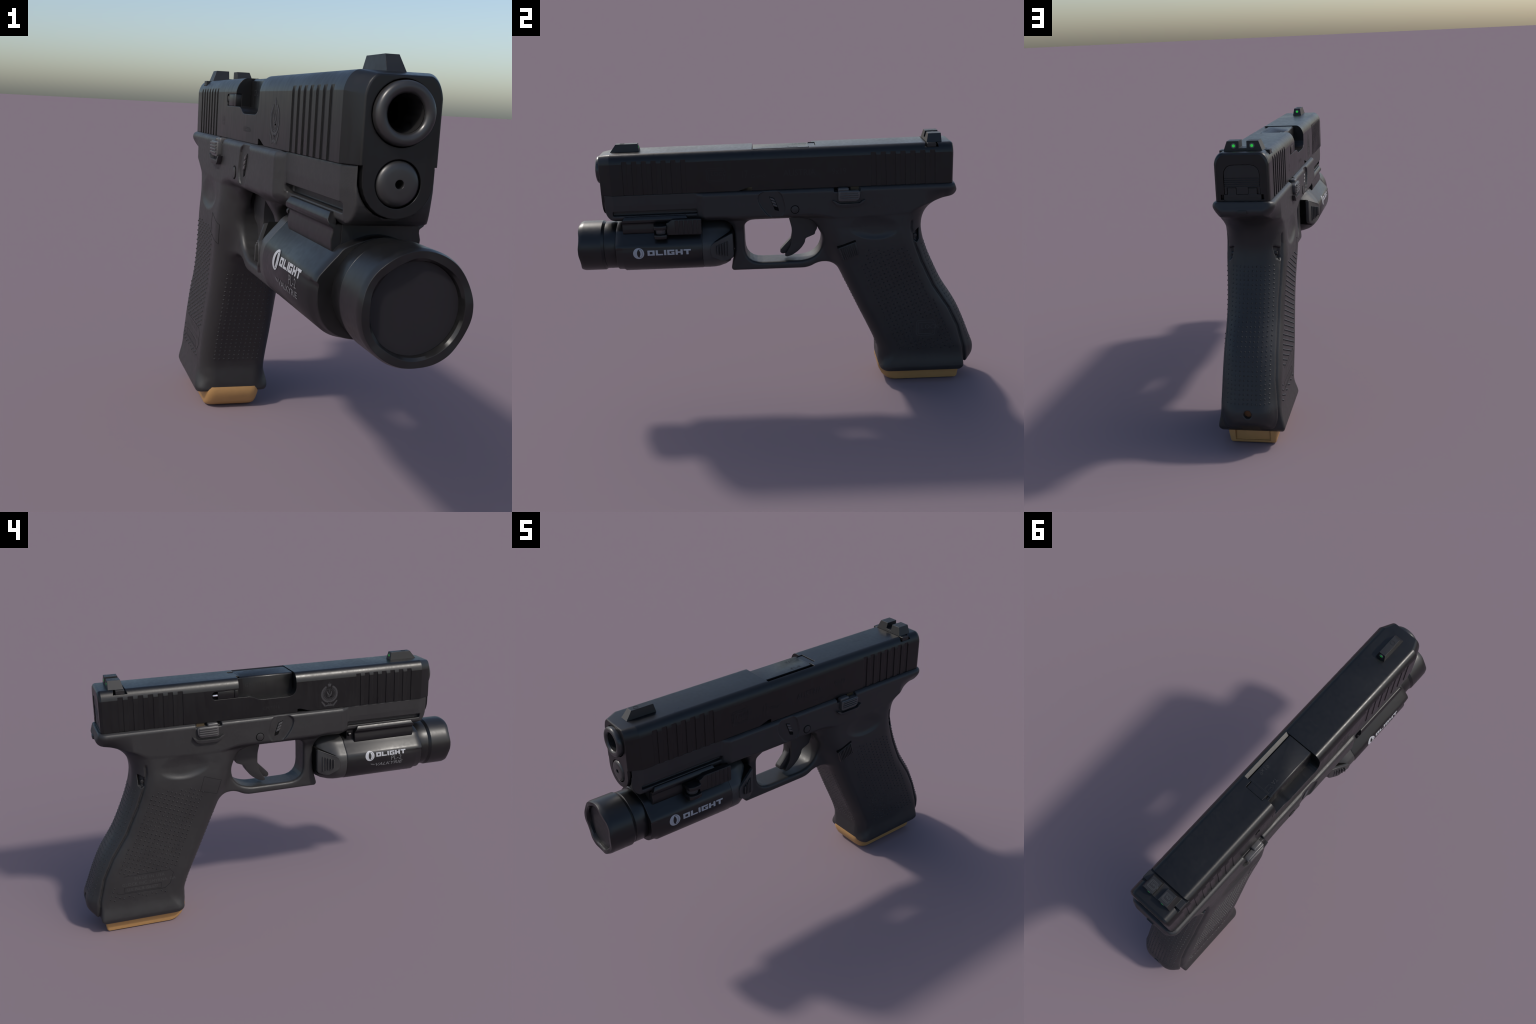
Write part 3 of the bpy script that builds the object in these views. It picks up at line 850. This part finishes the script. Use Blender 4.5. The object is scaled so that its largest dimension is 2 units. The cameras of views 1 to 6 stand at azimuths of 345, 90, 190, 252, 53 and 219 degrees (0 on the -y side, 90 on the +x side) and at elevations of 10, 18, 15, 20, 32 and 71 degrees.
# quick-release lever on the left side
lever = rounded([(-0.547, 0.853), (-0.377, 0.850), (-0.374, 0.929), (-0.520, 0.930), (-0.535, 0.916), (-0.547, 0.914)], [0.004, 0.006, 0.006, 0.01, 0.006, 0.0], 4)
bm = prism_bm(lever, 0.112, 0.1440, "x", 0.003, 2)
qr = add("release_lever", bm_mesh(bm), M_LIGHT, light)
for i in range(6):
    y = -0.505 + i * 0.0225
    box("release_lever_rib", 0.140, 0.1458, y, y + 0.017, 0.853, 0.926, M_LIGHT, 0.0012, 1, parent=qr)
for z0, z1, xo in ((0.884, 0.904, 0.1655), (0.838, 0.858, 0.1650)):
    tabp = rounded([(0.095, -0.611), (xo - 0.008, -0.611), (xo, -0.595), (xo + 0.001, -0.565), (xo - 0.006, -0.545), (0.095, -0.545)], [0, 0.012, 0.012, 0.012, 0.012, 0], 5)
    add("lever_knuckle", bm_mesh(prism_bm(tabp, z0, z1, "z", 0.003, 2)), M_LIGHT, qr)
bm = lathe_bm([(0, -0.012), (0.024, -0.012), (0.026, -0.009), (0.026, 0.012), (0, 0.012)], 0, 0, 32)
bmesh.ops.rotate(bm, verts=bm.verts, matrix=Matrix.Rotation(math.pi / 2, 3, "X"))
bmesh.ops.translate(bm, verts=bm.verts, vec=(0.128, -0.578, 0.871))
add("lever_pivot", bm_mesh(bm), M_LEVER, qr)
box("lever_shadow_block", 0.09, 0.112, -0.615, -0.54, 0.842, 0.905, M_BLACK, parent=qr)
# little cross screw at the back of the clamp
bm = lathe_bm([(0, -0.418), (0.010, -0.418), (0.010, -0.405), (0, -0.405)], -0.093, 0.898, 16)
add("clamp_screw", bm_mesh(bm), M_LIGHT, light)

# ------------------------------------------------------------------ lettering and marks
bvh_light = BVHTree.FromObject(light_body, bpy.context.evaluated_depsgraph_get())
def projector(target, side, lift):
    """Map flat (y, z) outlines onto a side surface."""
    def put(y, z):
        if target == "slide":
            return Vector((side * 0.1143, y, z)), Vector((side, 0, 0))
        if target == "hood":
            return Vector((side * 0.0655, y, z)), Vector((side, 0, 0))
        tree = bvh_light if target == "light" else bvh_frame
        h = tree.ray_cast(Vector((side * 0.5, y, z)), Vector((-side, 0, 0)))
        if h[0] is None:
            return Vector((side * 0.13, y, z)), Vector((side, 0, 0))
        return h[0], h[1]
    return lambda y, z: (lambda pn: pn[0] + pn[1] * lift)(put(y, z))

def flat_to_mesh(verts, faces, to_world):
    bm = bmesh.new()
    vs = [bm.verts.new(to_world(u, v)) for u, v in verts]
    for f in faces:
        try: bm.faces.new([vs[i] for i in f])
        except ValueError: pass
    return bm

def thicken(bm, depth):
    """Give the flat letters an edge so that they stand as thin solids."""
    geom = bmesh.ops.extrude_face_region(bm, geom=list(bm.faces))
    bm.normal_update()
    new = [g for g in geom["geom"] if isinstance(g, bmesh.types.BMVert)]
    return bm, new

def text_flat(s, size, squash=1.0, bold=0.0, spacing=1.0):
    cu = bpy.data.curves.new("txt", "FONT")
    cu.body = s; cu.size = size; cu.offset = bold; cu.resolution_u = 2; cu.space_character = spacing
    o = bpy.data.objects.new("txt", cu); scene.collection.objects.link(o)
    me = bpy.data.meshes.new_from_object(o.evaluated_get(bpy.context.evaluated_depsgraph_get()))
    v = [(p.co.x * squash, p.co.y) for p in me.vertices]; f = [tuple(p.vertices) for p in me.polygons]
    bpy.data.objects.remove(o); bpy.data.curves.remove(cu); bpy.data.meshes.remove(me)
    return v, f

def bars(rects):
    v, f = [], []
    for r in rects:
        k = len(v); v += list(r); f.append(tuple(range(k, k + len(r))))
    return v, f

def place(name, flat, origin_yz, to_world, read, mat, parent, turn=0.0, lift_dir=None):
    """Put a flat drawing on a surface.  read=+1 runs towards +y, -1 towards -y."""
    v, f = flat
    c, s = math.cos(turn), math.sin(turn)
    pts = [(origin_yz[0] + read * (a * c - b * s), origin_yz[1] + a * s + b * c) for a, b in v]
    bm = flat_to_mesh(pts, f, to_world)
    return add(name, bm_mesh(bm), mat, parent)

def polyline_flat(path, w, closed=False):
    """Line of even width as one mitred strip."""
    P = [Vector(p) for p in path]
    P = [p for k, p in enumerate(P) if k == 0 or (p - P[k - 1]).length > 1e-7]
    n = len(P); v, f = [], []
    for k, p in enumerate(P):
        a = P[k - 1] if closed or k else p
        b = P[(k + 1) % n] if closed or k < n - 1 else p
        d1, d2 = (p - a), (b - p)
        d1 = d1.normalized() if d1.length else d2.normalized()
        d2 = d2.normalized() if d2.length else d1
        t = (d1 + d2)
        t = t.normalized() if t.length > 1e-6 else d1
        m = Vector((-t.y, t.x)) * (w / 2) / max(0.5, t.dot(d1))
        v += [tuple(p + m), tuple(p - m)]
    for k in range(n if closed else n - 1):
        q = (k + 1) % n
        f.append((2 * k, 2 * k + 1, 2 * q + 1, 2 * q))
    return v, f

def block_word(word, h, w, gap, st):
    """Square extended capitals made of straight bars."""
    out, x = [], 0.0
    R = lambda a, b, c, d: rect(x + a, x + b, c, d)
    for ch in word:
        cw = w
        if ch == "O": out += [R(0, w, 0, st), R(0, w, h - st, h), R(0, st * 1.5, st, h - st), R(w - st * 1.5, w, st, h - st)]
        elif ch == "L": out += [R(0, st * 1.5, 0, h), R(st * 1.5, w, 0, st)]
        elif ch == "I": cw = st * 1.5; out += [R(0, cw, 0, h)]
        elif ch == "G": out += [R(0, w, 0, st), R(0, w, h - st, h), R(0, st * 1.5, st, h - st), R(w - st * 1.5, w, st, h * 0.58), R(w * 0.55, w - st * 1.5, h * 0.42, h * 0.58)]
        elif ch == "H": out += [R(0, st * 1.5, 0, h), R(w - st * 1.5, w, 0, h), R(st * 1.5, w - st * 1.5, h / 2 - st / 2, h / 2 + st / 2)]
        elif ch == "T": out += [R(0, w, h - st, h), R(w / 2 - st * .75, w / 2 + st * .75, 0, h - st)]
        out[-1] = out[-1]
        x += cw + gap
    return bars(out), x - gap

def merge(*flats):
    v, f = [], []
    for a, b in flats:
        k = len(v); v += a; f += [tuple(i + k for i in q) for q in b]
    return v, f

def drop_emblem(r):
    """Disc with an open crescent: an oval window partly filled by a leaf on its right."""
    v, f = [], []
    n = 48
    for i in range(n):
        t = i * math.tau / n
        v.append((r * math.cos(t), r * math.sin(t)))
    for i in range(n):
        t = i * math.tau / n
        v.append((0.20 * r + r * 0.50 * math.cos(t), r * 0.80 * math.sin(t)))
    for i in range(n):
        j = (i + 1) % n
        f.append((i, j, n + j, n + i))
    k = len(v)
    for i in range(13):      # leaf
        t = -1 + 2 * i / 12
        v.append((r * (0.06 + 0.26 * (1 - t * t)), r * 0.72 * t)); v.append((r * (0.12 + 0.54 * math.sqrt(max(0, 1 - 0.86 * t * t))), r * 0.72 * t))
    for i in range(12):
        f.append((k + 2 * i, k + 2 * i + 1, k + 2 * i + 3, k + 2 * i + 2))
    return v, f

for side, read, cy, cz, x_word in ((1, 1, -0.6935, 0.7665, 0.044), (-1, -1, -0.5045, 0.7850, 0.036)):
    to = projector("light", side, 0.0012)
    place("maker_emblem", drop_emblem(0.0275 if side > 0 else 0.0255), (cy, cz), to, read, M_PRINT, light_body)
    word, ln = block_word("OLIGHT", 0.0262 if side > 0 else 0.0215, 0.0355 if side > 0 else 0.0278, 0.0054 if side > 0 else 0.0042, 0.0072 if side > 0 else 0.0059)
    place("maker_name", word, (cy + read * x_word, cz - (0.0125 if side > 0 else 0.0075)), to, read, M_PRINT, light_body)
to = projector("light", -1, 0.0012)
place("model_name", text_flat("PL-2", 0.034, 1.02, 0.0), (-0.624, 0.7500), to, -1, M_PRINT_GREY, light_body)
v, f = text_flat("VALKYRIE", 0.0235, 1.52, 0.0004)
v = [(a + 0.35 * b, b) for a, b in v]
wing = bars([[(-0.026 + 0.002 * i, 0.016 - 0.004 * i), (-0.002 + 0.001 * i, 0.012 - 0.004 * i), (0.000 + 0.001 * i, 0.0095 - 0.004 * i), (-0.022 + 0.002 * i, 0.0135 - 0.004 * i)] for i in range(2)])
place("series_name", merge((v, f), wing), (-0.533, 0.7270), to, -1, M_PRINT_GREY, light_body)

# slide markings, left side
def rounded_logo(w, h, word):
    """Angular C-shaped frame with a small word inside."""
    frame_ = polyline_flat(rounded(rect(0, w, 0, h), h * 0.2, 4), h * 0.035, True)
    inner = polyline_flat(rounded([(w * 0.90, h * 0.74), (w * 0.90, h * 0.86), (w * 0.10, h * 0.86), (w * 0.10, h * 0.12), (w * 0.90, h * 0.12), (w * 0.90, h * 0.32), (w * 0.28, h * 0.32)], [0, h * .1, h * .1, h * .1, h * .08, h * .02, 0], 3)[:-1], h * 0.035)
    tv, tf = text_flat(word, h * 0.40, 1.05, 0.0)
    tv = [(a + w * 0.26, b + h * 0.44) for a, b in tv]
    return merge(frame_, inner, (tv, tf))
toL, toR = projector("slide", 1, 0.0009), projector("slide", -1, 0.0009)
place("slide_logo", rounded_logo(0.088, 0.067, "LOCK"), (-0.338, 1.105), toL, 1, M_ENGRAVE_L, slide)
place("slide_marking", text_flat("17", 0.056, 0.6), (-0.170, 1.117), toL, 1, M_ENGRAVE_L, slide)
place("slide_marking", text_flat("Gen5", 0.028, 1.25), (-0.124, 1.117), toL, 1, M_ENGRAVE_L, slide)
place("slide_marking", text_flat("AUSTRIA", 0.044, 0.90), (0.036, 1.120), toL, 1, M_ENGRAVE_L, slide)
place("slide_marking", text_flat("9x19", 0.044, 0.82), (0.271, 1.119), toL, 1, M_ENGRAVE_L, slide)
place("slide_serial", text_flat("GPLT016", 0.021, 0.95, 0, 1.2), (0.066, 1.086), toR, -1, M_ENGRAVE_L, slide)
place("proof_mark", rounded_logo(0.038, 0.028, "LOCK"), (0.380, 1.097), toR, -1, M_ENGRAVE_L, slide)
place("chamber_serial", text_flat("GPLT016", 0.028, 0.9, 0, 1.25), (0.140, 1.196), projector("hood", -1, 0.0007), -1, M_ENGRAVE_L, slide)
def on_top(z):
    return lambda y, u: Vector((u, y, z))
# chamber top marks: read across the slide
hood_top = lambda y, u: Vector((u, y, 1.2496))
def place_top(name, flat, x, y, mat, parent, z):
    v, f = flat
    bm = flat_to_mesh([(x - b, y - a) for a, b in v], f, lambda u, w: Vector((u, w, z)))
    return add(name, bm_mesh(bm), mat, parent)
place_top("chamber_marking", text_flat("9x19", 0.030, 0.95), 0.052, 0.115, M_ENGRAVE_L, slide, 1.2496)
place_top("chamber_marking", rounded_logo(0.036, 0.030, "LOCK"), -0.018, 0.155, M_ENGRAVE_L, slide, 1.2496)
place_top("chamber_marking", text_flat("AT", 0.026, 0.95), -0.020, 0.112, M_ENGRAVE_L, slide, 1.2496)
# rear sight top marks
for sx, word in ((0.041, "LOCK"), (-0.041, "9x3")):
    fl = rounded_logo(0.036, 0.034, word)
    v, f = fl
    bm = flat_to_mesh([(sx + 0.018 - a, 0.793 - b) for a, b in v], f, lambda u, w: Vector((u, w, 1.2921)))
    add("sight_marking", bm_mesh(bm), M_LEVER, rear_sight)

# crest on the right of the slide: stand-in ring with wreath, crown, bird and ribbon
crest = []
def arc(r, a0, a1, w, n=26, ry=1.0):
    return polyline_flat([(r * math.cos(a0 + (a1 - a0) * i / n), ry * r * math.sin(a0 + (a1 - a0) * i / n)) for i in range(n + 1)], w)
crest.append(arc(0.0405, math.radians(113), math.radians(427), 0.0098, 40))
crest.append(arc(0.0315, math.radians(120), math.radians(420), 0.0034, 30))
crest.append(arc(0.0250, 0, math.radians(359), 0.0016, 30))
crest.append(bars([[(-0.010, 0.050), (-0.006, 0.038), (0.006, 0.038), (0.010, 0.050), (0.005, 0.053), (0, 0.050), (-0.005, 0.053)], rect(-0.0012, 0.0012, 0.0515, 0.059)]))
crest.append(bars([[(-0.016, 0.016), (-0.011, 0.014), (0.002, -0.006), (-0.003, -0.012), (-0.013, 0.004)], [(0.014, 0.018), (0.009, 0.010), (0.002, -0.010), (0.006, -0.012), (0.013, 0.000)],
                   [(-0.014, -0.010), (0.000, -0.008), (0.012, -0.016), (0.010, -0.012), (0.001, -0.018), (-0.004, -0.014)], rect(-0.0014, 0.0014, 0.006, 0.022), rect(-0.005, 0.005, 0.013, 0.0155)]))
crest.append(bars([[(-0.040, -0.034), (-0.036, -0.038), (-0.020, -0.056), (-0.018, -0.066), (-0.023, -0.067), (-0.044, -0.040)][::-1], [(0.040, -0.034), (0.044, -0.040), (0.023, -0.067), (0.018, -0.066), (0.020, -0.056), (0.036, -0.038)][::-1],
                   [(-0.021, -0.058), (-0.008, -0.0545), (0.008, -0.0545), (0.021, -0.058), (0.021, -0.066), (0.008, -0.0625), (-0.008, -0.0625), (-0.021, -0.066)]]))
crest.append(polyline_flat([(-0.008, -0.052), (0.006, -0.042)], 0.003)); crest.append(polyline_flat([(0.008, -0.052), (-0.006, -0.042)], 0.003))
place("crest_mark", merge(*crest), (-0.289, 1.1315), projector("slide", -1, 0.0006), -1, M_CREST, slide)

# moulded marks on the grip
toFL, toFR = projector("frame", 1, 0.0010), projector("frame", -1, 0.0010)
place("grip_logo", rounded_logo(0.096, 0.083, "LOCK"), LOGO, toFL, 1, M_MOULDED, frame)
tilt = math.radians(0)
place("grip_legend", text_flat("MADE IN USA", 0.0235, 0.95, 0.0, 1.15), (0.760, 0.283), toFR, -1, M_MOULDED, frame)
place("grip_legend", text_flat("GLOCK INC. SMYRNA, GA", 0.0235, 0.95, 0.0, 1.05), (0.824, 0.255), toFR, -1, M_MOULDED, frame)
place("grip_legend", text_flat("U.S. Pat. 8,156,677", 0.0215, 0.9, 0.0, 1.05), (0.800, 0.226), toFR, -1, M_MOULDED, frame)
strip_on_frame("legend_border", [(0.812, 0.309), (0.576, 0.309), (0.561, 0.292), (0.580, 0.235), (0.609, 0.213), (0.846, 0.216), (0.853, 0.227)], 0.0022, -1, M_SEAM, frame, 0.0005)
strip_on_frame("legend_border", [(0.814, 0.247), (0.624, 0.245), (0.626, 0.219), (0.813, 0.221)], 0.0016, -1, M_SEAM, frame, 0.0005, True)

# the body of the light carries its other pieces
light_body.name = "flashlight_body"
for o in [c for c in bpy.data.objects if c.parent == light and c != light_body]:
    o.parent = light_body
light_body.parent = root
bpy.data.objects.remove(light)
light_body.name = "flashlight"
